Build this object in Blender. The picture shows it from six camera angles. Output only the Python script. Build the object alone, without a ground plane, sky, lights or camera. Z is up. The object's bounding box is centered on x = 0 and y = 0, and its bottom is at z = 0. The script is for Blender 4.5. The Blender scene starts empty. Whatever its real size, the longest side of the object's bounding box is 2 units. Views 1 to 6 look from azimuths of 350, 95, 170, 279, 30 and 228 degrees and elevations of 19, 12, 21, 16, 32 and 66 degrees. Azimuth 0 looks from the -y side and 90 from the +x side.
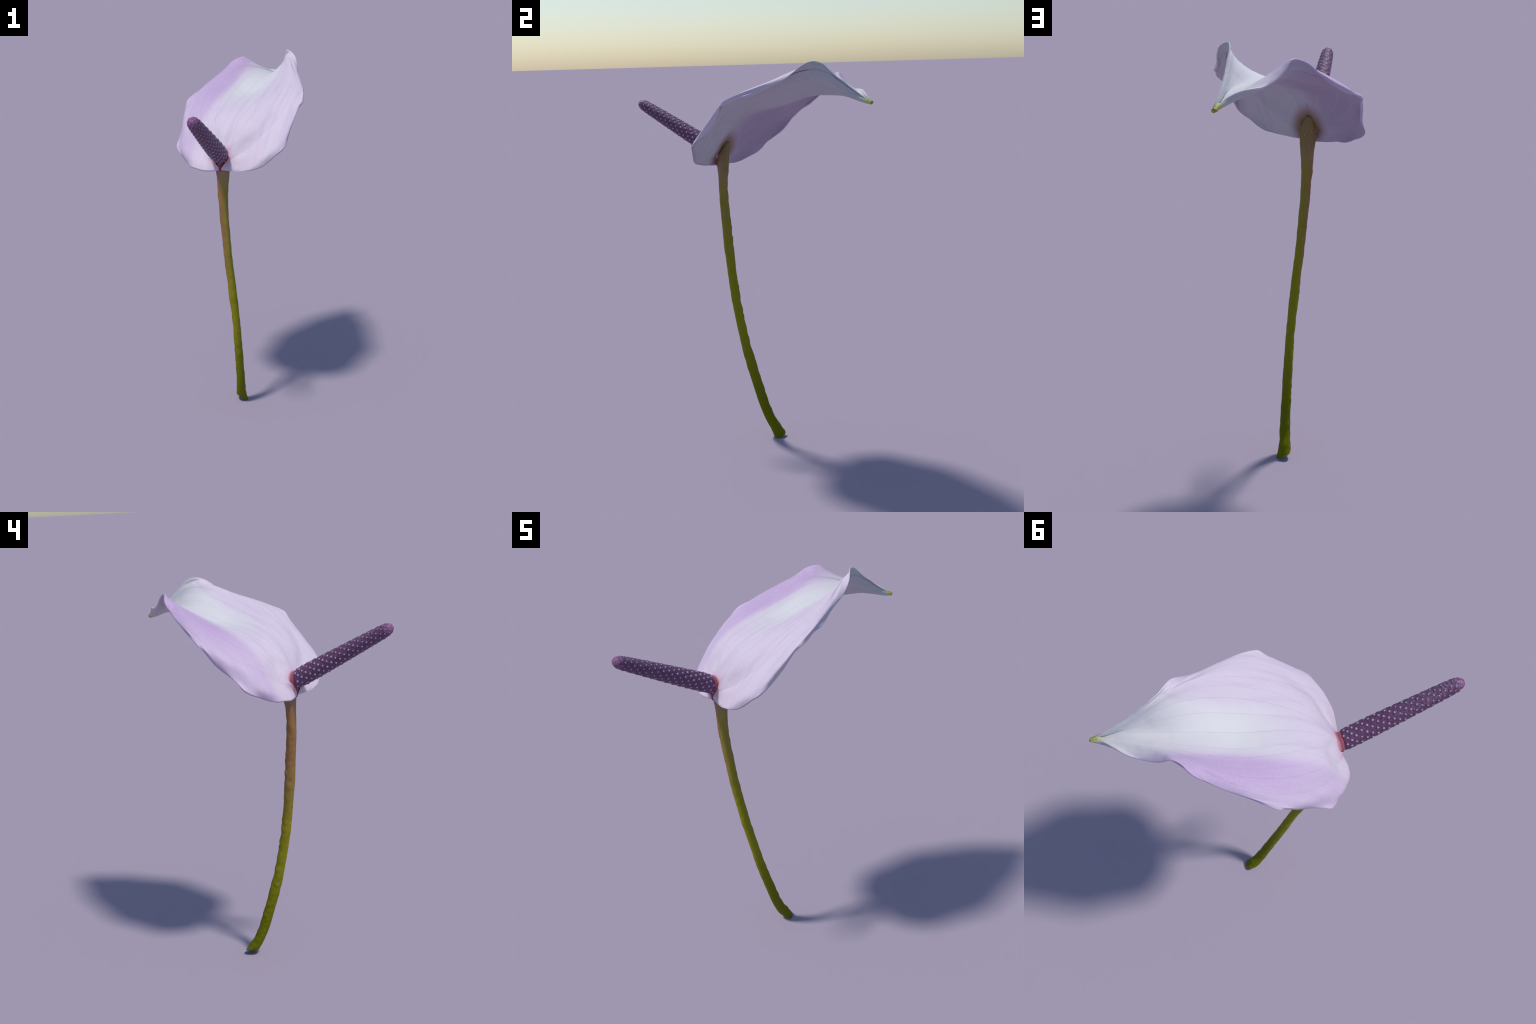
"""Anthurium flower: curved stem, heart-shaped spathe lofted through its veins, knobbly spadix."""
import bpy, bmesh, math, random
import numpy as np
from mathutils import Vector, noise

random.seed(7)

# ------------------------------------------------------------------ helpers
def catmull(points, count):
    """Centripetal Catmull-Rom through points, resampled evenly by arc length."""
    p = np.array(points, float)
    p = np.vstack([2 * p[0] - p[1], p, 2 * p[-1] - p[-2]])
    out = []
    for i in range(1, len(p) - 2):
        a, b, c, d = p[i - 1:i + 3]
        t0 = 0.0
        t1 = t0 + max(np.linalg.norm(b - a), 1e-6) ** 0.5
        t2 = t1 + max(np.linalg.norm(c - b), 1e-6) ** 0.5
        t3 = t2 + max(np.linalg.norm(d - c), 1e-6) ** 0.5
        for t in np.linspace(t1, t2, 24, endpoint=False):
            a1 = (t1 - t) / (t1 - t0) * a + (t - t0) / (t1 - t0) * b
            a2 = (t2 - t) / (t2 - t1) * b + (t - t1) / (t2 - t1) * c
            a3 = (t3 - t) / (t3 - t2) * c + (t - t2) / (t3 - t2) * d
            b1 = (t2 - t) / (t2 - t0) * a1 + (t - t0) / (t2 - t0) * a2
            b2 = (t3 - t) / (t3 - t1) * a2 + (t - t1) / (t3 - t1) * a3
            out.append((t2 - t) / (t2 - t1) * b1 + (t - t1) / (t2 - t1) * b2)
    out.append(p[-2])
    out = np.array(out)
    length = np.r_[0, np.cumsum(np.linalg.norm(np.diff(out, axis=0), axis=1))]
    s = np.linspace(0, length[-1], count)
    return np.stack([np.interp(s, length, out[:, k]) for k in range(3)], 1)


def pchip(xk, yk, x):
    """Shape-preserving cubic interpolation (vector valued along axis 0 of yk)."""
    xk = np.asarray(xk, float); yk = np.asarray(yk, float)
    h = np.diff(xk)
    shape = (len(h),) + (1,) * (yk.ndim - 1)
    d = np.diff(yk, axis=0) / h.reshape(shape)
    m = np.zeros_like(yk)
    m[0], m[-1] = d[0], d[-1]
    for i in range(1, len(xk) - 1):          # weighted (Bessel) tangents: smooth, light overshoot
        m[i] = (h[i] * d[i - 1] + h[i - 1] * d[i]) / (h[i] + h[i - 1])
    j = np.clip(np.searchsorted(xk, x, side='right') - 1, 0, len(h) - 1)
    hj = h[j].reshape((-1,) + (1,) * (yk.ndim - 1))
    u = ((x - xk[j]) / h[j]).reshape(hj.shape)
    return ((2 * u**3 - 3 * u**2 + 1) * yk[j] + (u**3 - 2 * u**2 + u) * hj * m[j]
            + (-2 * u**3 + 3 * u**2) * yk[j + 1] + (u**3 - u**2) * hj * m[j + 1])


def make_object(name, verts, faces, parent=None, materials=(), slots=None):
    mesh = bpy.data.meshes.new(name)
    mesh.from_pydata([tuple(v) for v in verts], [], faces)
    for m in materials:
        mesh.materials.append(m)
    if slots is not None:
        mesh.polygons.foreach_set('material_index', slots)
    mesh.polygons.foreach_set('use_smooth', [True] * len(mesh.polygons))
    mesh.update()
    obj = bpy.data.objects.new(name, mesh)
    bpy.context.scene.collection.objects.link(obj)
    if parent:
        obj.parent = parent
        obj.matrix_parent_inverse = parent.matrix_world.inverted()
    return obj


def fbm(p, scale, octaves=3):
    v = Vector((p[0] * scale, p[1] * scale, p[2] * scale))
    return noise.fractal(v, 0.9, 2.0, octaves)


# ------------------------------------------------------------------ node helpers
class Nodes:
    def __init__(self, name):
        self.mat = bpy.data.materials.new(name)
        self.mat.use_nodes = True
        self.t = self.mat.node_tree
        self.bsdf = self.t.nodes['Principled BSDF']
        self.out = self.t.nodes['Material Output']
        self.pos = self.n('ShaderNodeTexCoord').outputs['Object']

    def n(self, kind):
        return self.t.nodes.new(kind)

    def put(self, socket, value):
        if isinstance(value, bpy.types.NodeSocket):
            self.t.links.new(value, socket)
        elif isinstance(value, tuple) and len(value) == 3 and socket.type == 'RGBA':
            socket.default_value = value + (1.0,)
        else:
            socket.default_value = value

    def math(self, op, a, b=0.0, c=None, clamp=False):
        m = self.n('ShaderNodeMath'); m.operation = op; m.use_clamp = clamp
        self.put(m.inputs[0], a); self.put(m.inputs[1], b)
        if c is not None:
            self.put(m.inputs[2], c)
        return m.outputs[0]

    def dot(self, vec, offset=0.0, source=None):
        m = self.n('ShaderNodeVectorMath'); m.operation = 'DOT_PRODUCT'
        self.put(m.inputs[0], source or self.pos); m.inputs[1].default_value = vec
        return self.math('ADD', m.outputs['Value'], offset)

    def distance(self, point, scale=(1, 1, 1)):
        s = self.n('ShaderNodeVectorMath'); s.operation = 'SUBTRACT'
        self.put(s.inputs[0], self.pos); s.inputs[1].default_value = point
        q = self.n('ShaderNodeVectorMath'); q.operation = 'MULTIPLY'
        self.put(q.inputs[0], s.outputs[0]); q.inputs[1].default_value = scale
        l = self.n('ShaderNodeVectorMath'); l.operation = 'LENGTH'
        self.put(l.inputs[0], q.outputs[0])
        return l.outputs['Value']

    def ramp(self, value, lo, hi, a=0.0, b=1.0):
        m = self.n('ShaderNodeMapRange'); m.interpolation_type = 'SMOOTHSTEP'
        self.put(m.inputs['Value'], value)
        m.inputs['From Min'].default_value = lo; m.inputs['From Max'].default_value = hi
        m.inputs['To Min'].default_value = a; m.inputs['To Max'].default_value = b
        return m.outputs['Result']

    def mix(self, fac, a, b, blend='MIX'):
        m = self.n('ShaderNodeMix'); m.data_type = 'RGBA'; m.blend_type = blend
        self.put(m.inputs['Factor'], fac); self.put(m.inputs['A'], a) if False else None
        self.put(m.inputs[6], a); self.put(m.inputs[7], b)
        return m.outputs[2]

    def noise(self, scale, detail=3.0, rough=0.55, vector=None, stretch=None):
        x = self.n('ShaderNodeTexNoise')
        v = vector or self.pos
        if stretch:
            mp = self.n('ShaderNodeMapping')
            self.put(mp.inputs['Vector'], v)
            mp.inputs['Rotation'].default_value = stretch[0]
            mp.inputs['Scale'].default_value = stretch[1]
            v = mp.outputs[0]
        self.put(x.inputs['Vector'], v)
        x.inputs['Scale'].default_value = scale
        x.inputs['Detail'].default_value = detail
        x.inputs['Roughness'].default_value = rough
        return x.outputs['Fac']

    def voronoi(self, scale, vector=None, feature='F1'):
        x = self.n('ShaderNodeTexVoronoi'); x.feature = feature
        self.put(x.inputs['Vector'], vector or self.pos)
        x.inputs['Scale'].default_value = scale
        return x.outputs['Distance']

    def bump(self, height, strength=0.3, distance=0.002):
        b = self.n('ShaderNodeBump')
        b.inputs['Strength'].default_value = strength
        b.inputs['Distance'].default_value = distance
        self.put(b.inputs['Height'], height)
        self.put(self.bsdf.inputs['Normal'], b.outputs[0])

    def finish(self, color, rough=0.5, specular=0.4, **extra):
        self.put(self.bsdf.inputs['Base Color'], color)
        self.put(self.bsdf.inputs['Roughness'], rough)
        self.bsdf.inputs['Specular IOR Level'].default_value = specular
        for k, v in extra.items():
            self.bsdf.inputs[k.replace('_', ' ')].default_value = v
        return self.mat


# ------------------------------------------------------------------ shape: where things are
TIP = (0.365, 0.635, 1.802)
NOTCH = np.array((-0.160, -0.190, 1.466))
SPADIX_ORIGIN = np.array((-0.208, -0.289, 1.601))
SPADIX_AXIS = np.array((-0.348, -0.811, 0.470)); SPADIX_AXIS /= np.linalg.norm(SPADIX_AXIS)
SPADIX_UP = np.array((0, 0, 1.0)) - SPADIX_AXIS * SPADIX_AXIS[2]
SPADIX_UP /= np.linalg.norm(SPADIX_UP)
SPADIX_SIDE = -np.cross(SPADIX_AXIS, SPADIX_UP)
LEAF_AXIS = (0.55, 0.835, 0.0)        # from the spadix to the pointed tip, in plan
LEAF_ACROSS = (0.835, -0.55, 0.0)     # towards the right-hand margin

# The spathe is lofted through its veins: each entry is (place across the blade, control points
# from the attachment to the pointed tip).
VEINS = {}
VEINS['left_margin'] = (0.0, [(-0.162, -0.190, 1.467), (-0.204, -0.181, 1.463), (-0.245, -0.168, 1.462), (-0.281, -0.144, 1.467), (-0.307, -0.109, 1.467), (-0.321, -0.070, 1.477), (-0.335, -0.033, 1.495), (-0.354, 0.001, 1.514), (-0.362, 0.035, 1.540), (-0.348, 0.066, 1.567), (-0.332, 0.099, 1.590), (-0.319, 0.133, 1.613), (-0.310, 0.166, 1.640), (-0.302, 0.194, 1.672), (-0.296, 0.221, 1.706), (-0.290, 0.249, 1.737), (-0.263, 0.276, 1.755), (-0.227, 0.298, 1.766), (-0.194, 0.321, 1.780), (-0.163, 0.345, 1.799), (-0.133, 0.369, 1.820), (-0.105, 0.394, 1.843), (-0.080, 0.418, 1.868), (-0.053, 0.438, 1.896), (-0.022, 0.452, 1.922), (0.017, 0.458, 1.941), (0.052, 0.477, 1.943), (0.076, 0.502, 1.917), (0.104, 0.521, 1.890), (0.138, 0.541, 1.873), (0.176, 0.560, 1.865), (0.217, 0.576, 1.863), (0.258, 0.589, 1.858), (0.298, 0.600, 1.845), (0.333, 0.614, 1.825), (0.363, 0.636, 1.803)])
VEINS['left_roll'] = (0.5, [(-0.169, -0.190, 1.479), (-0.207, -0.174, 1.483), (-0.244, -0.154, 1.488), (-0.277, -0.130, 1.495), (-0.307, -0.103, 1.504), (-0.330, -0.070, 1.516), (-0.341, -0.033, 1.531), (-0.344, 0.005, 1.548), (-0.343, 0.042, 1.568), (-0.338, 0.077, 1.589), (-0.330, 0.110, 1.612), (-0.321, 0.142, 1.638), (-0.314, 0.171, 1.667), (-0.307, 0.198, 1.698), (-0.296, 0.225, 1.728), (-0.276, 0.252, 1.753), (-0.249, 0.278, 1.769), (-0.219, 0.304, 1.782), (-0.189, 0.330, 1.796), (-0.161, 0.355, 1.813), (-0.133, 0.379, 1.833), (-0.105, 0.401, 1.854), (-0.076, 0.420, 1.878), (-0.045, 0.435, 1.902), (-0.012, 0.446, 1.924), (0.025, 0.456, 1.940), (0.062, 0.472, 1.938), (0.089, 0.496, 1.916), (0.115, 0.518, 1.893), (0.147, 0.540, 1.876), (0.182, 0.558, 1.864), (0.220, 0.573, 1.857), (0.260, 0.585, 1.849), (0.297, 0.598, 1.837), (0.332, 0.615, 1.822), (0.363, 0.636, 1.803)])
VEINS['left_outer_vein'] = (1.0, [(-0.182, -0.188, 1.495), (-0.250, -0.128, 1.512), (-0.301, -0.065, 1.555), (-0.327, 0.014, 1.595), (-0.324, 0.096, 1.638), (-0.310, 0.171, 1.690), (-0.276, 0.239, 1.742), (-0.220, 0.300, 1.784), (-0.157, 0.356, 1.823), (-0.092, 0.404, 1.867), (-0.019, 0.436, 1.915), (0.064, 0.466, 1.933), (0.130, 0.516, 1.892), (0.204, 0.561, 1.860), (0.288, 0.592, 1.836), (0.363, 0.635, 1.804)])
VEINS['left_third_vein'] = (2.0, [(-0.202, -0.175, 1.526), (-0.234, -0.112, 1.541), (-0.275, -0.055, 1.592), (-0.293, 0.018, 1.637), (-0.289, 0.094, 1.678), (-0.270, 0.165, 1.724), (-0.237, 0.233, 1.768), (-0.191, 0.294, 1.808), (-0.133, 0.347, 1.846), (-0.068, 0.392, 1.882), (0.004, 0.428, 1.914), (0.083, 0.464, 1.917), (0.152, 0.508, 1.889), (0.220, 0.552, 1.858), (0.293, 0.591, 1.832), (0.364, 0.634, 1.804)])
VEINS['left_second_vein'] = (3.0, [(-0.200, -0.158, 1.545), (-0.217, -0.098, 1.588), (-0.239, -0.045, 1.644), (-0.243, 0.022, 1.688), (-0.231, 0.092, 1.725), (-0.208, 0.160, 1.761), (-0.176, 0.225, 1.796), (-0.136, 0.286, 1.830), (-0.088, 0.340, 1.864), (-0.031, 0.388, 1.894), (0.038, 0.426, 1.908), (0.108, 0.464, 1.901), (0.175, 0.503, 1.880), (0.240, 0.544, 1.855), (0.302, 0.588, 1.829), (0.364, 0.632, 1.804)])
VEINS['left_first_vein'] = (4.0, [(-0.179, -0.160, 1.569), (-0.178, -0.108, 1.621), (-0.175, -0.060, 1.678), (-0.163, -0.002, 1.721), (-0.144, 0.062, 1.752), (-0.119, 0.127, 1.777), (-0.090, 0.192, 1.799), (-0.057, 0.254, 1.823), (-0.019, 0.312, 1.848), (0.026, 0.365, 1.872), (0.077, 0.416, 1.885), (0.134, 0.463, 1.880), (0.192, 0.506, 1.864), (0.251, 0.546, 1.845), (0.310, 0.586, 1.826), (0.364, 0.631, 1.803)])
VEINS['midrib'] = (5.0, [(-0.158, -0.171, 1.580), (-0.153, -0.154, 1.605), (-0.151, -0.139, 1.631), (-0.145, -0.121, 1.655), (-0.137, -0.102, 1.677), (-0.127, -0.082, 1.697), (-0.116, -0.061, 1.716), (-0.103, -0.040, 1.732), (-0.088, -0.017, 1.745), (-0.073, 0.007, 1.756), (-0.058, 0.032, 1.765), (-0.043, 0.057, 1.772), (-0.028, 0.083, 1.779), (-0.013, 0.109, 1.784), (0.002, 0.135, 1.789), (0.017, 0.160, 1.795), (0.031, 0.186, 1.803), (0.046, 0.210, 1.813), (0.061, 0.234, 1.823), (0.076, 0.258, 1.833), (0.093, 0.283, 1.841), (0.109, 0.307, 1.848), (0.126, 0.332, 1.853), (0.143, 0.356, 1.857), (0.162, 0.380, 1.859), (0.180, 0.404, 1.859), (0.200, 0.427, 1.859), (0.219, 0.451, 1.857), (0.238, 0.474, 1.855), (0.258, 0.496, 1.852), (0.280, 0.517, 1.847), (0.301, 0.537, 1.840), (0.321, 0.558, 1.830), (0.337, 0.581, 1.819), (0.352, 0.605, 1.809), (0.365, 0.632, 1.801)])
VEINS['right_first_vein'] = (6.0, [(-0.135, -0.183, 1.573), (-0.105, -0.150, 1.631), (-0.074, -0.117, 1.690), (-0.031, -0.078, 1.735), (0.016, -0.033, 1.771), (0.062, 0.017, 1.800), (0.106, 0.071, 1.825), (0.146, 0.128, 1.851), (0.181, 0.189, 1.877), (0.207, 0.253, 1.903), (0.226, 0.321, 1.924), (0.245, 0.392, 1.922), (0.268, 0.455, 1.891), (0.295, 0.516, 1.859), (0.328, 0.576, 1.829), (0.365, 0.634, 1.803)])
VEINS['right_second_vein'] = (7.0, [(-0.126, -0.190, 1.557), (-0.070, -0.177, 1.613), (-0.016, -0.164, 1.671), (0.039, -0.135, 1.721), (0.091, -0.093, 1.766), (0.137, -0.042, 1.808), (0.176, 0.018, 1.846), (0.210, 0.083, 1.878), (0.236, 0.152, 1.909), (0.249, 0.225, 1.942), (0.253, 0.301, 1.966), (0.258, 0.381, 1.964), (0.275, 0.452, 1.932), (0.299, 0.515, 1.889), (0.331, 0.575, 1.846), (0.366, 0.634, 1.803)])
VEINS['right_third_vein'] = (8.0, [(-0.128, -0.208, 1.527), (-0.052, -0.203, 1.563), (0.014, -0.200, 1.619), (0.076, -0.179, 1.676), (0.133, -0.144, 1.730), (0.179, -0.099, 1.788), (0.219, -0.039, 1.836), (0.251, 0.032, 1.872), (0.266, 0.113, 1.900), (0.267, 0.194, 1.929), (0.264, 0.274, 1.962), (0.261, 0.359, 1.976), (0.273, 0.438, 1.947), (0.301, 0.505, 1.899), (0.332, 0.569, 1.850), (0.366, 0.633, 1.803)])
VEINS['right_outer_vein'] = (9.0, [(-0.149, -0.203, 1.495), (-0.066, -0.232, 1.527), (0.014, -0.246, 1.574), (0.085, -0.233, 1.634), (0.154, -0.199, 1.688), (0.208, -0.151, 1.747), (0.248, -0.094, 1.810), (0.275, -0.015, 1.852), (0.284, 0.075, 1.880), (0.285, 0.163, 1.911), (0.281, 0.248, 1.952), (0.267, 0.334, 1.985), (0.270, 0.422, 1.964), (0.301, 0.492, 1.909), (0.332, 0.561, 1.854), (0.366, 0.632, 1.803)])
VEINS['right_roll'] = (9.5, [(-0.157, -0.196, 1.478), (-0.122, -0.220, 1.474), (-0.086, -0.243, 1.476), (-0.050, -0.263, 1.487), (-0.015, -0.278, 1.506), (0.018, -0.283, 1.532), (0.051, -0.281, 1.560), (0.084, -0.273, 1.586), (0.117, -0.263, 1.611), (0.147, -0.246, 1.637), (0.171, -0.222, 1.663), (0.190, -0.196, 1.691), (0.208, -0.170, 1.720), (0.224, -0.145, 1.751), (0.240, -0.123, 1.785), (0.258, -0.100, 1.816), (0.271, -0.064, 1.834), (0.277, -0.023, 1.844), (0.281, 0.019, 1.853), (0.284, 0.060, 1.864), (0.287, 0.101, 1.877), (0.290, 0.141, 1.892), (0.291, 0.180, 1.910), (0.291, 0.217, 1.931), (0.289, 0.254, 1.953), (0.283, 0.291, 1.974), (0.271, 0.329, 1.990), (0.262, 0.370, 1.992), (0.266, 0.409, 1.977), (0.281, 0.441, 1.952), (0.295, 0.472, 1.925), (0.308, 0.503, 1.899), (0.321, 0.535, 1.874), (0.335, 0.567, 1.849), (0.351, 0.599, 1.825), (0.367, 0.632, 1.803)])
VEINS['right_margin'] = (10.0, [(-0.158, -0.192, 1.468), (-0.122, -0.217, 1.469), (-0.085, -0.242, 1.473), (-0.048, -0.264, 1.481), (-0.010, -0.281, 1.493), (0.031, -0.283, 1.507), (0.067, -0.280, 1.533), (0.098, -0.278, 1.564), (0.132, -0.273, 1.591), (0.157, -0.249, 1.617), (0.173, -0.214, 1.639), (0.187, -0.182, 1.664), (0.203, -0.155, 1.696), (0.219, -0.135, 1.732), (0.238, -0.119, 1.768), (0.264, -0.105, 1.799), (0.273, -0.065, 1.813), (0.278, -0.025, 1.831), (0.288, 0.016, 1.844), (0.290, 0.058, 1.857), (0.288, 0.100, 1.869), (0.288, 0.142, 1.884), (0.293, 0.181, 1.902), (0.298, 0.220, 1.923), (0.299, 0.255, 1.949), (0.293, 0.289, 1.976), (0.276, 0.325, 1.995), (0.262, 0.366, 1.999), (0.266, 0.406, 1.985), (0.281, 0.436, 1.957), (0.294, 0.467, 1.929), (0.306, 0.500, 1.901), (0.319, 0.532, 1.875), (0.334, 0.565, 1.849), (0.351, 0.598, 1.825), (0.369, 0.632, 1.803)])

# ------------------------------------------------------------------ materials
def blade_colour(k, underside=False):
    """Lilac flush on the left half, white middle, faint streaks along the veins."""
    v = k.dot(LEAF_ACROSS)
    u = k.dot(LEAF_AXIS)
    combine = k.n('ShaderNodeCombineXYZ')
    k.put(combine.inputs[0], k.math('MULTIPLY', u, 0.25)); k.put(combine.inputs[1], k.math('MULTIPLY', v, 3.0))
    streak = k.noise(9.0, 4.0, 0.55, vector=combine.outputs[0])
    blot = k.noise(5.0, 3.0)
    grain = k.noise(130.0, 2.0, 0.6)
    wob = k.math('MULTIPLY', k.math('SUBTRACT', streak, 0.5), 0.05)
    vv = k.math('ADD', v, wob)
    flush = k.math('MULTIPLY', k.ramp(vv, -0.16, -0.215), k.ramp(vv, -0.39, -0.27, 0.45, 1.0))
    flush = k.math('MULTIPLY', flush, k.math('MULTIPLY', k.ramp(u, -0.20, 0.10, 0.45, 1.0), k.ramp(u, 0.52, 0.36)))
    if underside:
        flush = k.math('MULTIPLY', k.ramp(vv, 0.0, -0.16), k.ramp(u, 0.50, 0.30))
    white = k.math('MULTIPLY', k.ramp(vv, -0.19, -0.12), k.ramp(vv, 0.075, -0.02))
    white = k.math('MULTIPLY', white, k.ramp(u, -0.10, 0.16))
    streaks = k.ramp(streak, 0.45, 0.68)
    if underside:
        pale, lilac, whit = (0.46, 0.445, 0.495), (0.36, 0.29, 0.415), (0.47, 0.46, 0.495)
    else:
        pale, lilac, whit = (0.57, 0.495, 0.605), (0.46, 0.33, 0.54), (0.61, 0.61, 0.63)
    c = k.mix(k.math('MULTIPLY', streaks, 0.35), pale, lilac)
    c = k.mix(k.math('MULTIPLY', white, 0.85), c, whit)
    c = k.mix(k.math('MULTIPLY', flush, 0.95), c, lilac)
    c = k.mix(k.ramp(grain, 0.35, 0.75, 0.0, 0.10), c, (0.70, 0.69, 0.75))
    c = k.mix(k.ramp(blot, 0.55, 0.75, 0.0, 0.15), c, whit)
    tip = k.distance(TIP)
    c = k.mix(k.ramp(tip, 0.10, 0.03, 0.0, 0.55), c, (0.52, 0.55, 0.36))
    c = k.mix(k.ramp(tip, 0.040, 0.026), c, (0.52, 0.50, 0.13))
    c = k.mix(k.ramp(tip, 0.016, 0.004, 0.0, 0.8), c, (0.28, 0.20, 0.04))
    return c, grain, streak


def spathe_material(name, vein=False):
    k = Nodes(name)
    c, grain, streak = blade_colour(k)
    ring = k.distance((-0.165, -0.19, 1.535))
    c = k.mix(k.ramp(ring, 0.085, 0.05, 0.0, 0.6), c, (0.52, 0.36, 0.52))
    c = k.mix(k.ramp(ring, 0.060, 0.046, 0.0, 0.8), c, (0.52, 0.29, 0.32))
    if vein:
        c = k.mix(1.0, c, (0.86, 0.83, 0.88), 'MULTIPLY')
    k.bump(k.math('ADD', grain, k.math('MULTIPLY', streak, 2.0)), 0.12, 0.0015)
    return k.finish(c, 0.58, 0.25)


def underside_material(name, vein=False):
    k = Nodes(name)
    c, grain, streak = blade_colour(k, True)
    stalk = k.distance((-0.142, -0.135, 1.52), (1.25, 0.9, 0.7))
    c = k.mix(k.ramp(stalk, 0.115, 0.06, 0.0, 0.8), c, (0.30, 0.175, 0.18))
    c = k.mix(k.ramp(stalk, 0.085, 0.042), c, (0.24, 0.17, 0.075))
    if vein:
        c = k.mix(0.30, c, (0.75, 0.73, 0.80))
    k.bump(k.math('ADD', grain, k.math('MULTIPLY', streak, 2.0)), 0.12, 0.0015)
    return k.finish(c, 0.5, 0.3)


def rim_material():
    k = Nodes('spathe_rim')
    c, grain, streak = blade_colour(k)
    edge = k.ramp(k.dot(LEAF_AXIS), 0.02, -0.12)
    c = k.mix(k.math('MULTIPLY', edge, 0.45), c, (0.25, 0.12, 0.28))
    return k.finish(c, 0.45, 0.35)


def stem_material():
    k = Nodes('stem_skin')
    z = k.dot((0, 0, 1))
    offset = k.math('ADD', k.dot((1, 0, 0)), k.math('MULTIPLY', z, 0.135))   # sideways from the stem's axis
    offset = k.math('ADD', offset, -0.047)
    long = k.noise(26.0, 4.0, 0.6, stretch=((0, 0, 0), (4, 4, 0.5)))
    mott = k.noise(18.0, 3.0)
    low, mid, high = (0.140, 0.150, 0.001), (0.245, 0.235, 0.010), (0.26, 0.21, 0.045)
    c = k.mix(k.ramp(z, 0.15, 0.65), low, mid)
    c = k.mix(k.ramp(z, 0.8, 1.35), c, high)
    side = k.math('ADD', offset, k.math('MULTIPLY', k.math('SUBTRACT', mott, 0.5), 0.03))
    red = k.math('MULTIPLY', k.ramp(side, -0.006, -0.020), k.ramp(z, 0.60, 1.25))
    c = k.mix(k.math('MULTIPLY', red, 0.85), c, (0.29, 0.135, 0.065))
    c = k.mix(k.math('MULTIPLY', k.ramp(z, 1.34, 1.47), 0.6), c, (0.33, 0.20, 0.19))
    back = k.ramp(k.dot((0, 1, 0)), -0.165, -0.145)
    c = k.mix(k.math('MULTIPLY', back, k.ramp(z, 1.36, 1.46)), c, (0.24, 0.17, 0.075))
    c = k.mix(k.ramp(long, 0.4, 0.8, 0.0, 0.3), c, (0.12, 0.11, 0.006))
    stretch = k.n('ShaderNodeMapping'); k.put(stretch.inputs['Vector'], k.pos)
    stretch.inputs['Scale'].default_value = (1, 1, 0.4)
    dots = k.voronoi(62.0, stretch.outputs[0])
    fleck = k.math('MULTIPLY', k.ramp(dots, 0.20, 0.12), k.ramp(k.noise(30.0, 1.0), 0.5, 0.6))
    c = k.mix(k.math('MULTIPLY', fleck, 0.45), c, (0.36, 0.36, 0.20))
    k.bump(k.math('ADD', long, mott), 0.25, 0.002)
    return k.finish(c, 0.6, 0.08)


def cut_material():
    k = Nodes('stem_cut')
    c = k.mix(k.noise(90.0), (0.02, 0.03, 0.004), (0.06, 0.07, 0.012))
    return k.finish(c, 0.8, 0.1)


def spadix_material():
    k = Nodes('spadix_skin')
    along = k.dot(tuple(SPADIX_AXIS), -float(SPADIX_ORIGIN @ SPADIX_AXIS))
    upward = k.dot(tuple(SPADIX_UP), -float(SPADIX_ORIGIN @ SPADIX_UP))
    grain = k.noise(160.0, 3.0, 0.7)
    cell = k.voronoi(95.0)
    c = k.mix(k.ramp(grain, 0.3, 0.7), (0.088, 0.032, 0.088), (0.165, 0.078, 0.165))
    c = k.mix(k.ramp(cell, 0.25, 0.05, 0.0, 0.4), c, (0.19, 0.11, 0.205))
    c = k.mix(k.ramp(along, 0.385, 0.432, 0.0, 0.85), c, k.mix(k.ramp(grain, 0.4, 0.6), (0.16, 0.04, 0.15), (0.30, 0.16, 0.28)))
    painted_sheen = k.math('MULTIPLY', k.ramp(k.noise(115.0, 4.0, 0.75), 0.50, 0.66), k.ramp(along, 0.05, 0.36))  # specular highlight on the upper side, painted as pale pinkish speckle
    painted_sheen = k.math('MULTIPLY', painted_sheen, k.ramp(upward, 0.008, 0.030))
    c = k.mix(k.math('MULTIPLY', painted_sheen, 0.7), c, (0.42, 0.31, 0.42))
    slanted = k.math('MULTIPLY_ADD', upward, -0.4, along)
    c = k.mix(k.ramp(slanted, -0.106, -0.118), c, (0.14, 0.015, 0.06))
    k.bump(k.math('ADD', grain, k.math('MULTIPLY', cell, -0.8)), 0.5, 0.002)
    return k.finish(c, 0.55, 0.25)


def floret_material():
    k = Nodes('floret_skin')
    c = k.mix(k.noise(220.0, 2.0), (0.27, 0.21, 0.31), (0.46, 0.40, 0.50))
    return k.finish(c, 0.4, 0.5)


def neck_material():
    k = Nodes('neck_skin')
    along = k.dot(tuple(SPADIX_AXIS), -float(SPADIX_ORIGIN @ SPADIX_AXIS))
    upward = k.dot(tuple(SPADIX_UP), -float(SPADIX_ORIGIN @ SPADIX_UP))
    speck = k.noise(120.0, 3.0, 0.7)
    slanted = k.math('MULTIPLY_ADD', upward, -0.4, along)
    c = k.mix(k.ramp(slanted, -0.146, -0.128), (0.56, 0.36, 0.33), (0.33, 0.075, 0.13))
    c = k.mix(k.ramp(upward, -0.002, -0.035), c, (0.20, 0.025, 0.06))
    c = k.mix(k.ramp(speck, 0.58, 0.72, 0.0, 0.5), c, (0.50, 0.33, 0.36))
    k.bump(speck, 0.4, 0.002)
    return k.finish(c, 0.4, 0.45)


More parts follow.
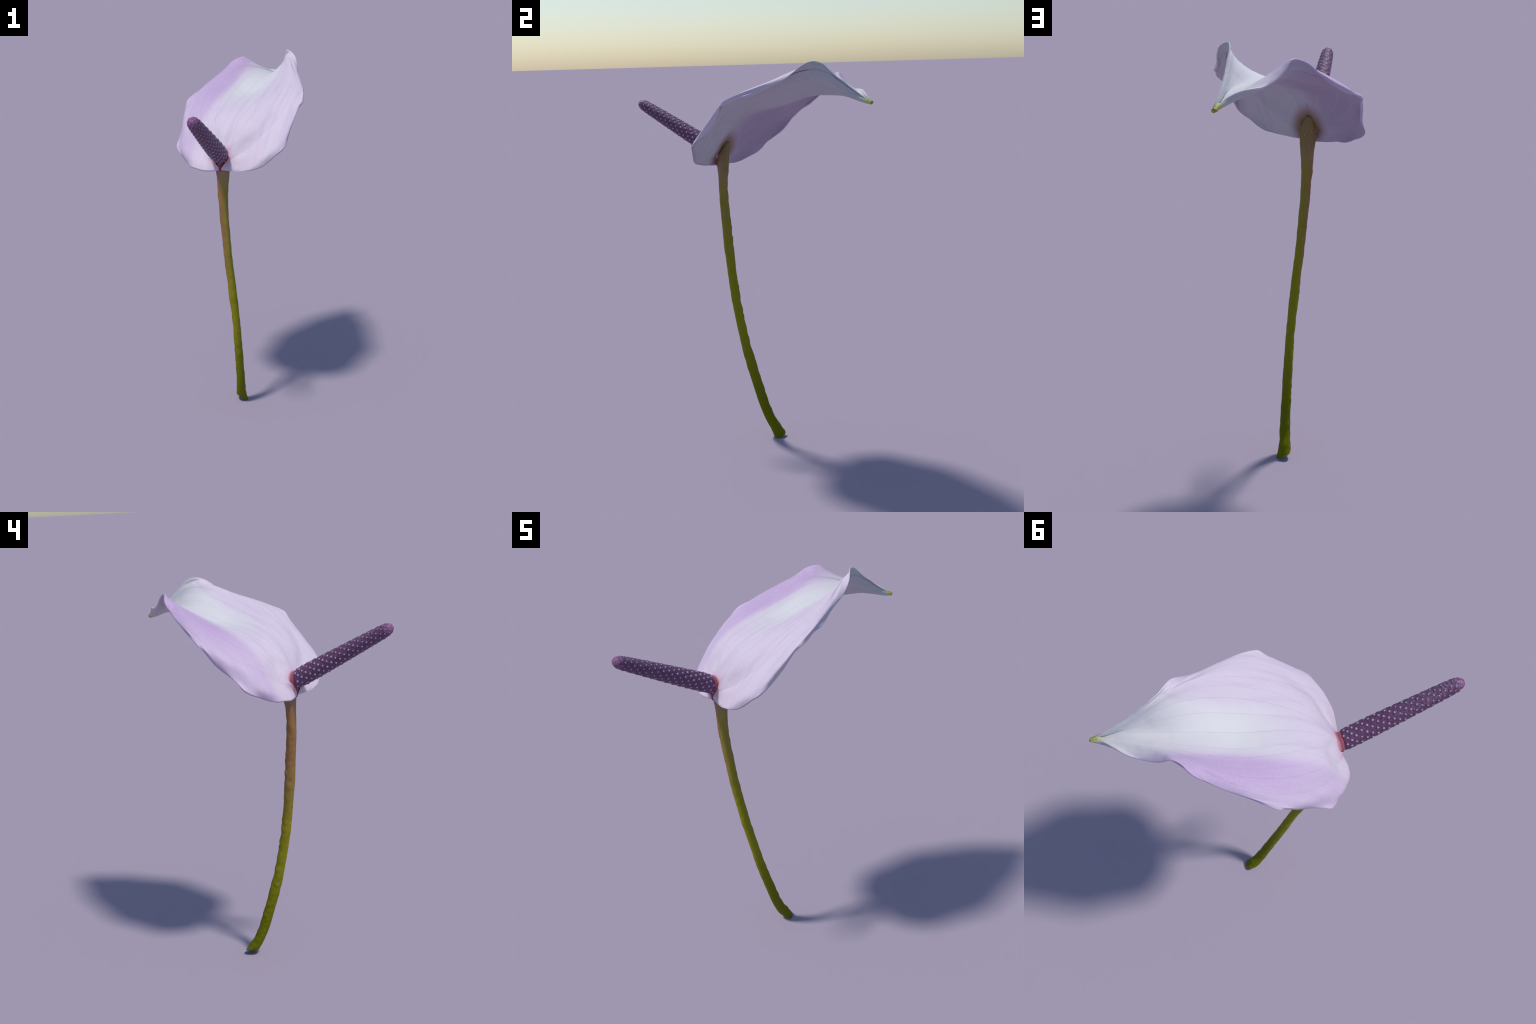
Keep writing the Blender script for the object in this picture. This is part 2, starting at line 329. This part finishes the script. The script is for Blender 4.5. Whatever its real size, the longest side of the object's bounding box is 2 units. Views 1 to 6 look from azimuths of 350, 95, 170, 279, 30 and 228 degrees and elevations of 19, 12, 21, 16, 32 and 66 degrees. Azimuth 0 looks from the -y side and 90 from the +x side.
# ------------------------------------------------------------------ the plant
root = bpy.data.objects.new('anthurium_flower', None)
root.location = (0.055, 0.130, 0.0)
bpy.context.scene.collection.objects.link(root)
root['label'] = 'pale lilac heart-shaped flower with dark purple spadix on green stem'
root['category'] = 'flower'
bpy.context.view_layer.update()


def build_spathe():
    rows = 240
    names = list(VEINS)
    knots = np.array([VEINS[n][0] for n in names])
    curves = np.stack([catmull(VEINS[n][1], rows) for n in names])        # (vein, row, xyz)

    # columns: evenly spread, with narrow strips where the veins run
    majors = [2, 3, 4, 5, 6, 7, 8]
    minors = [2.5, 3.45, 4.4, 5.55, 6.5, 7.5]
    half = {m: 0.011 for m in majors}
    half.update({m: 0.006 for m in minors})
    cols = set(np.round(np.linspace(0, 10, 111), 4))
    for m, h in half.items():
        cols = {c for c in cols if abs(c - m) > h * 1.8}
        cols |= {m - h, m + h}
    cols = np.array(sorted(cols))
    is_vein = np.zeros(len(cols) - 1, bool)
    is_major = np.zeros(len(cols) - 1, bool)
    for m, h in half.items():
        for i in range(len(cols) - 1):
            if abs((cols[i] + cols[i + 1]) / 2 - m) < h * 0.5:
                is_vein[i] = True
                is_major[i] = m in majors
    surf = pchip(knots, curves, cols).transpose(1, 0, 2)                   # (row, col, xyz)

    # light smoothing so the loft has no ripples between veins
    for _ in range(3):
        inner = surf[1:-1, 1:-1].copy()
        inner += 0.25 * (surf[2:, 1:-1] + surf[:-2, 1:-1] - 2 * surf[1:-1, 1:-1])
        surf[1:-1, 1:-1] = inner

    roll = np.clip((1.7 - np.minimum(cols, 10 - cols)) / 0.6, 0, 1)[None, 1:-1, None]
    for _ in range(5):
        lap = surf[:, 2:] + surf[:, :-2] - 2 * surf[:, 1:-1]
        surf[:, 1:-1] += 0.25 * roll * lap
    ds = np.gradient(surf, axis=0)
    dt = np.gradient(surf, axis=1)
    nrm = np.cross(dt, ds)
    ln = np.linalg.norm(nrm, axis=2, keepdims=True)
    nrm = nrm / np.maximum(ln, 1e-12)
    if nrm[rows // 2, len(cols) // 2, 2] < 0:
        nrm = -nrm
    nrm[:2] = nrm[2]; nrm[-3:] = nrm[-4]
    # even out normals near the tip and the attachment
    for _ in range(10):
        nrm[1:-1] = (nrm[:-2] + 2 * nrm[1:-1] + nrm[2:])
        nrm /= np.linalg.norm(nrm, axis=2, keepdims=True)
        nrm[:, 1:-1] = (nrm[:, :-2] + 2 * nrm[:, 1:-1] + nrm[:, 2:])
        nrm /= np.linalg.norm(nrm, axis=2, keepdims=True)

    s = np.linspace(0, 1, rows)[:, None]
    t = cols[None, :]
    edge = np.minimum(t, 10 - t)
    thick = 0.009 + 0.0075 * np.clip(edge / 0.9, 0, 1) ** 0.8
    thick = thick + 0.006 * np.exp(-((s - 0.68) / 0.15) ** 2) * np.clip(edge / 2.5, 0, 1)      # fleshy keel below the bend
    thick = thick + 0.014 * np.exp(-(s / 0.075) ** 2) * np.clip((edge - 0.6) / 2.0, 0, 1)      # swells into the stalk
    thick = thick + 0.005 * np.exp(-((t - 5) / 0.8) ** 2) * np.exp(-(s / 0.3) ** 2)
    thick = thick * (1 - 0.5 * np.clip((t - 6) / 2, 0, 1) * np.clip((s - 0.5) / 0.12, 0, 1))   # thinner in the upturned horn
    thick = thick * (1 - 0.5 * np.clip((s - 0.88) / 0.12, 0, 1))
    # veins: shallow grooves above, gentle ridges below
    groove = np.zeros_like(t)
    for m, h in half.items():
        groove += (0.0007 if m in majors else 0.0003) * np.exp(-((t - m) / (h * 2.2)) ** 2)
    fade = np.clip(s / 0.1, 0, 1) * np.clip((1 - s) / 0.25, 0, 1)
    ripple = np.array([[0.0012 * fbm(surf[i, j], 16.0) for j in range(len(cols))] for i in range(rows)])
    top = surf + nrm * (ripple - groove * fade)[..., None]
    low = surf - nrm * (thick - ripple + groove * fade * np.clip((s - 0.16) / 0.1, 0, 1))[..., None]

    tight = np.clip((t - 7.6) / 0.6, 0, 1) * np.clip((s - 0.5) / 0.1, 0, 1) + np.clip((1.8 - t) / 0.5, 0, 1)
    tight = np.clip(tight, 0, 1)[:, 1:-1, None]
    for _ in range(24):                                   # even out creases below the upturned margins
        low[:, 1:-1] += 0.25 * tight * (low[:, 2:] + low[:, :-2] - 2 * low[:, 1:-1])
    nc = len(cols)
    verts = np.concatenate([top.reshape(-1, 3), low.reshape(-1, 3)])
    extra = []
    off = rows * nc
    faces, slots = [], []
    for i in range(rows - 1):
        for j in range(nc - 1):
            a = i * nc + j
            faces.append((a, a + 1, a + nc + 1, a + nc)); slots.append(1 if is_vein[j] else 0)
            b = off + a
            faces.append((b, b + nc, b + nc + 1, b + 1)); slots.append(3 if is_vein[j] and i > (0.10 if is_major[j] else 2) * rows else 2)
    # rounded rims along both margins
    rim_steps = 4
    for col, sign in ((0, -1), (nc - 1, 1)):
        centre = (top[:, col] + low[:, col]) / 2
        out = surf[:, col] - surf[:, col - sign]
        out -= nrm[:, col] * np.sum(out * nrm[:, col], 1, keepdims=True)
        out /= np.maximum(np.linalg.norm(out, axis=1, keepdims=True), 1e-9)
        for _ in range(4):
            out[1:-1] = out[:-2] + 2 * out[1:-1] + out[2:]
            out /= np.maximum(np.linalg.norm(out, axis=1, keepdims=True), 1e-9)
        rad = (thick[:, col] / 2)[:, None]
        fade_o = np.clip((1 - s) / 0.04, 0, 1)
        strips = [np.arange(rows) * nc + col]
        for q in range(1, rim_steps):
            ang = math.pi * q / rim_steps
            ring = centre + nrm[:, col] * rad * math.cos(ang) + out * rad * math.sin(ang) * fade_o
            start = len(verts) + sum(len(e) for e in extra)
            extra.append(ring)
            strips.append(np.arange(rows) + start)
        strips.append(off + np.arange(rows) * nc + col)
        for q in range(rim_steps):
            for i in range(rows - 1):
                f = (strips[q][i], strips[q][i + 1], strips[q + 1][i + 1], strips[q + 1][i])
                faces.append(tuple(int(x) for x in (f if sign < 0 else f[::-1]))); slots.append(4)
    verts = np.concatenate([verts] + extra)
    # close the point
    last_top = [(rows - 1) * nc + j for j in range(nc)]
    last_low = [off + (rows - 1) * nc + j for j in range(nc)]
    for j in range(nc - 1):
        faces.append((last_top[j], last_top[j + 1], last_low[j + 1], last_low[j])); slots.append(4)
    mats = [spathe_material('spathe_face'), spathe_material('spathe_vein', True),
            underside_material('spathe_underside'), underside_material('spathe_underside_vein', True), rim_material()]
    obj = make_object('spathe', verts, faces, root, mats, slots)
    bm = bmesh.new(); bm.from_mesh(obj.data)
    bmesh.ops.remove_doubles(bm, verts=bm.verts, dist=0.00005)
    bmesh.ops.recalc_face_normals(bm, faces=bm.faces)
    bm.to_mesh(obj.data); bm.free()
    return obj


def tube(path, radii_a, radii_b, side_hint, segments):
    """Rings of an elliptical tube; returns array (ring, segment, xyz) plus frames."""
    path = np.asarray(path)
    tan = np.gradient(path, axis=0)
    tan /= np.linalg.norm(tan, axis=1, keepdims=True)
    side = np.asarray(side_hint, float)
    rings = []
    for p, d, ra, rb in zip(path, tan, radii_a, radii_b):
        a = side - d * (side @ d); a /= np.linalg.norm(a)
        b = np.cross(d, a)
        ang = np.linspace(0, 2 * math.pi, segments, endpoint=False)
        rings.append(p + np.outer(np.cos(ang) * ra, a) + np.outer(np.sin(ang) * rb, b))
    return np.array(rings), tan


def skin(rings, cap_start=True, cap_end=True):
    n, m, _ = rings.shape
    verts = list(rings.reshape(-1, 3))
    faces = [(i * m + j, i * m + (j + 1) % m, (i + 1) * m + (j + 1) % m, (i + 1) * m + j)
             for i in range(n - 1) for j in range(m)]
    if cap_start:
        verts.append(rings[0].mean(0)); c = len(verts) - 1
        faces += [(c, (j + 1) % m, j) for j in range(m)]
    if cap_end:
        verts.append(rings[-1].mean(0)); c = len(verts) - 1; o = (n - 1) * m
        faces += [(c, o + j, o + (j + 1) % m) for j in range(m)]
    return verts, faces


def build_stem():
    spine = [(0.056, 0.132, 0.008), (0.049, 0.1235, 0.030), (0.0435, 0.110, 0.050), (0.035, 0.076, 0.109), (0.024, 0.044, 0.192), (0.012, 0.017, 0.279),
             (0.0, -0.010, 0.366), (-0.013, -0.035, 0.454), (-0.026, -0.057, 0.547), (-0.041, -0.077, 0.642),
             (-0.057, -0.095, 0.739), (-0.073, -0.109, 0.836), (-0.089, -0.121, 0.930), (-0.103, -0.131, 1.021),
             (-0.115, -0.139, 1.112), (-0.127, -0.148, 1.208), (-0.137, -0.154, 1.314), (-0.142, -0.153, 1.443),
             (-0.146, -0.152, 1.490), (-0.145, -0.141, 1.540), (-0.143, -0.122, 1.592)]
    rings_n, seg = 330, 40
    path = catmull(spine, rings_n)
    zk = [0.0, 0.03, 0.07, 0.15, 0.27, 0.38, 0.5, 0.65, 0.75, 0.85, 0.95, 1.05, 1.15, 1.25, 1.34, 1.40, 1.44, 1.475, 1.50, 1.55, 1.595]
    wide = [0.034, 0.031, 0.026, 0.0237, 0.0224, 0.0215, 0.0205, 0.0205, 0.0215, 0.0205, 0.0207, 0.0210, 0.0215, 0.0226, 0.0258, 0.029, 0.033, 0.0375, 0.038, 0.031, 0.010]
    deep = [0.034, 0.031, 0.027, 0.0255, 0.0265, 0.0265, 0.0245, 0.0235, 0.0246, 0.024, 0.0248, 0.0255, 0.025, 0.024, 0.0235, 0.0255, 0.029, 0.031, 0.031, 0.023, 0.008]
    ra = np.interp(path[:, 2], zk, wide) + 0.0005
    rb = np.interp(path[:, 2], zk, deep) + 0.0005
    for arr in (ra, rb):
        for _ in range(5):
            arr[1:-1] = (arr[:-2] + 2 * arr[1:-1] + arr[2:]) / 4
    rings, tan = tube(path, ra, rb, (1, 0, 0), seg)
    # knobbly skin: slow swellings and a few small warts, strongest at the back
    for i in range(rings_n):
        for j in range(seg):
            d = rings[i, j] - path[i]
            r = np.linalg.norm(d); d = d / r
            back = 0.5 + 0.5 * (d[1] * 0.8 - d[0] * 0.4)
            p = rings[i, j]
            k = fbm((p[0] * 1.0, p[1] * 1.0, p[2] * 0.8), 28.0, 2) * 0.0024 * (0.5 + back)
            wart = fbm((p[0] + 3, p[1], p[2]), 34.0, 1)
            k += max(0.0, wart - 0.35) * 0.008 * back
            rings[i, j] += d * k
    # slanting cut: lowest on the far right, higher on the left
    for i in range(rings_n):
        for j in range(seg):
            x, y, z = rings[i, j]
            cut = 0.028 - 0.44 * (x - 0.021) + 0.06 * (y - 0.097)
            low = cut - 0.002
            if i < 30:
                w = max(0.0, 1 - i / 9.0)
                rings[i, j, 2] = max(z * (1 - w) + cut * w if i < 9 else z, cut + 0.0015 * i)
    rings[0, :, 2] -= rings[0, :, 2].min() - 0.0
    verts, faces = skin(rings, False, True)
    slots = [0] * len(faces)
    # hollow, dark cut face a little inside the rim
    m = seg
    inner = rings[0] + (rings[0].mean(0) - rings[0]) * 0.12
    deep_ring = rings[0] + (rings[0].mean(0) - rings[0]) * 0.25 + np.array((-0.004, -0.004, 0.012))
    base = len(verts)
    verts += list(inner) + list(deep_ring) + [deep_ring.mean(0)]
    for j in range(m):
        n = (j + 1) % m
        faces.append((j, base + j, base + n, n)); slots.append(1)
        faces.append((base + j, base + m + j, base + m + n, base + n)); slots.append(1)
        faces.append((base + m + j, base + 2 * m, base + m + n)); slots.append(1)
    obj = make_object('stem', verts, faces, root, [stem_material(), cut_material()], slots)
    bm = bmesh.new(); bm.from_mesh(obj.data)
    bmesh.ops.recalc_face_normals(bm, faces=bm.faces)
    bm.to_mesh(obj.data); bm.free()
    return obj


SPADIX_START, SPADIX_END = -0.118, 0.432
SPADIX_PROFILE = ([-0.118, -0.112, -0.10, -0.07, 0.0, 0.1, 0.2, 0.3, 0.37, 0.40, 0.417, 0.426, 0.431, 0.432],
                  [0.0370, 0.0405, 0.0425, 0.0435, 0.0425, 0.0398, 0.0365, 0.0330, 0.0300, 0.0275, 0.0215, 0.0140, 0.0065, 0.0010])


def spadix_radius(t):
    return float(np.interp(t, *SPADIX_PROFILE))


def spadix_frame(t, phi):
    slant = 0.016 * math.cos(phi) * min(1.0, max(0.0, (-0.05 - t) / 0.06)) if t > -0.135 else 0.016 * math.cos(phi)
    centre = SPADIX_ORIGIN + SPADIX_AXIS * (t + slant)
    out = SPADIX_UP * math.cos(phi) + SPADIX_SIDE * math.sin(phi)
    return centre, out


def floret_sites():
    """Golden-angle spiral of florets, about 2.2 mm apart along the axis."""
    golden = -math.radians(137.5077)
    pitch = 0.00222
    ref = SPADIX_ORIGIN + SPADIX_AXIS * 0.132                      # a floret that faces the left-hand viewer
    view = np.array((-4.432, -0.621, 2.339)) - ref
    phase = math.atan2(view @ SPADIX_SIDE, view @ SPADIX_UP)
    first = int(round((SPADIX_START + 0.008 - 0.132) / pitch))
    last = int(round((0.424 - 0.132) / pitch))
    return [(0.132 + i * pitch, phase + i * golden) for i in range(first, last + 1)]


def build_spadix():
    sites = floret_sites()
    st = np.array([a for a, _ in sites]); sp = np.array([b for _, b in sites])
    n, m = 300, 96
    ts = np.concatenate([np.linspace(SPADIX_START, 0.405, n - 40), np.linspace(0.4065, SPADIX_END, 40)])
    rings = np.zeros((n, m, 3))
    for i, t in enumerate(ts):
        r = spadix_radius(t)
        near = np.abs(st - t) < 0.016
        for j in range(m):
            phi = 2 * math.pi * j / m
            c, out = spadix_frame(t, phi)
            dphi = (sp[near] - phi + math.pi) % (2 * math.pi) - math.pi
            d2 = (st[near] - t) ** 2 + (dphi * r) ** 2
            swell = 0.0016 * np.exp(-d2 / 0.0062 ** 2).sum() if near.any() else 0.0
            p = c + out * r
            rough = 0.0009 * fbm(p, 120.0, 2)
            rings[i, j] = c + out * max(r + 0.0006 + swell * min(1, r / 0.03) + rough, 0.0005)
    verts, faces = skin(rings, True, True)
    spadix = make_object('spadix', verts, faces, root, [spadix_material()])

    # florets: small pale domes with a shallow dimple
    rng = random.Random(3)
    rim, levels = 10, ((0.0, 1.0), (0.55, 0.92), (0.95, 0.60), (1.0, 0.30))
    fv, ff = [], []
    for t, phi in sites:
        c, out = spadix_frame(t, phi)
        r = spadix_radius(t)
        tang = np.cross(SPADIX_AXIS, out)
        size = (0.0049 - 0.0020 * max(0, (t - 0.1) / 0.3)) * rng.uniform(0.85, 1.12)
        base = c + out * (r + 0.0014)
        o = len(fv)
        for h, w in levels:
            for q in range(rim):
                a = 2 * math.pi * q / rim
                fv.append(base + out * (size * 0.5 * h) + (SPADIX_AXIS * math.cos(a) + tang * math.sin(a)) * size * w)
        fv.append(base + out * size * 0.42)
        for l in range(len(levels) - 1):
            for q in range(rim):
                n2 = (q + 1) % rim
                ff.append((o + l * rim + q, o + l * rim + n2, o + (l + 1) * rim + n2, o + (l + 1) * rim + q))
        l = (len(levels) - 1) * rim
        for q in range(rim):
            ff.append((o + l + q, o + l + (q + 1) % rim, o + len(levels) * rim))
    florets = make_object('florets', fv, ff, spadix, [floret_material()])
    florets['kind'] = 'stuff'
    for obj in (spadix, florets):
        bm = bmesh.new(); bm.from_mesh(obj.data)
        bmesh.ops.recalc_face_normals(bm, faces=bm.faces)
        bm.to_mesh(obj.data); bm.free()
    return spadix


def build_neck():
    """Fleshy collar between stem top and spadix, drawn down to the notch of the heart."""
    sections = [(-0.155, 0.036, 1.6), (-0.151, 0.0425, 1.72), (-0.146, 0.0450, 1.68),
                (-0.139, 0.0440, 1.55), (-0.130, 0.0412, 1.35), (-0.120, 0.0400, 1.15), (-0.110, 0.037, 1.0)]
    tk = [s[0] for s in sections]
    ts = np.linspace(tk[0], tk[-1], 40)
    m = 64
    rings = np.zeros((len(ts), m, 3))
    for i, t in enumerate(ts):
        r = np.interp(t, tk, [s[1] for s in sections]); stretch = np.interp(t, tk, [s[2] for s in sections])
        for j in range(m):
            phi = 2 * math.pi * j / m
            c, out = spadix_frame(t, phi)
            psi = abs(phi - math.pi)                       # angle from straight down
            beta = math.acos(1 / max(stretch, 1.0001))
            rr = r / math.cos(beta - psi) if psi < beta else r
            p = c + out * rr
            rings[i, j] = p + out * 0.0008 * fbm(p, 70.0, 2)
    verts, faces = skin(rings, True, True)
    obj = make_object('spadix_neck', verts, faces, root, [neck_material()])
    bm = bmesh.new(); bm.from_mesh(obj.data)
    bmesh.ops.recalc_face_normals(bm, faces=bm.faces)
    bm.to_mesh(obj.data); bm.free()
    return obj


def build_tip():
    """Small fleshy yellow-green point of the blade."""
    path = catmull([(0.332, 0.596, 1.818), (0.345, 0.612, 1.812), (0.360, 0.629, 1.804), (0.366, 0.636, 1.801)], 24)
    f = np.linspace(0, 1, 24)
    rad = np.interp(f, [0, 0.3, 0.7, 0.92, 1.0], [0.004, 0.0095, 0.0105, 0.0095, 0.006])
    rings, _ = tube(path, rad, rad * 0.85, (0, 0, 1), 20)
    for i in range(24):
        for j in range(20):
            d = rings[i, j] - path[i]
            rings[i, j] += d * 0.25 * fbm(rings[i, j], 90.0, 2)
    verts, faces = skin(rings)
    k = Nodes('point_skin')
    tip = k.distance(TIP)
    c = k.mix(k.ramp(tip, 0.05, 0.025), (0.50, 0.50, 0.40), (0.40, 0.42, 0.12))
    c = k.mix(k.math('MULTIPLY', k.ramp(tip, 0.018, 0.005), k.ramp(k.noise(90.0), 0.4, 0.6)), c, (0.22, 0.14, 0.03))
    obj = make_object('spathe_point', verts, faces, bpy.data.objects['spathe'], [k.finish(c, 0.5, 0.3)])
    bm = bmesh.new(); bm.from_mesh(obj.data)
    bmesh.ops.recalc_face_normals(bm, faces=bm.faces)
    bm.to_mesh(obj.data); bm.free()


build_stem()
build_spathe()
build_tip()
build_spadix()
build_neck()
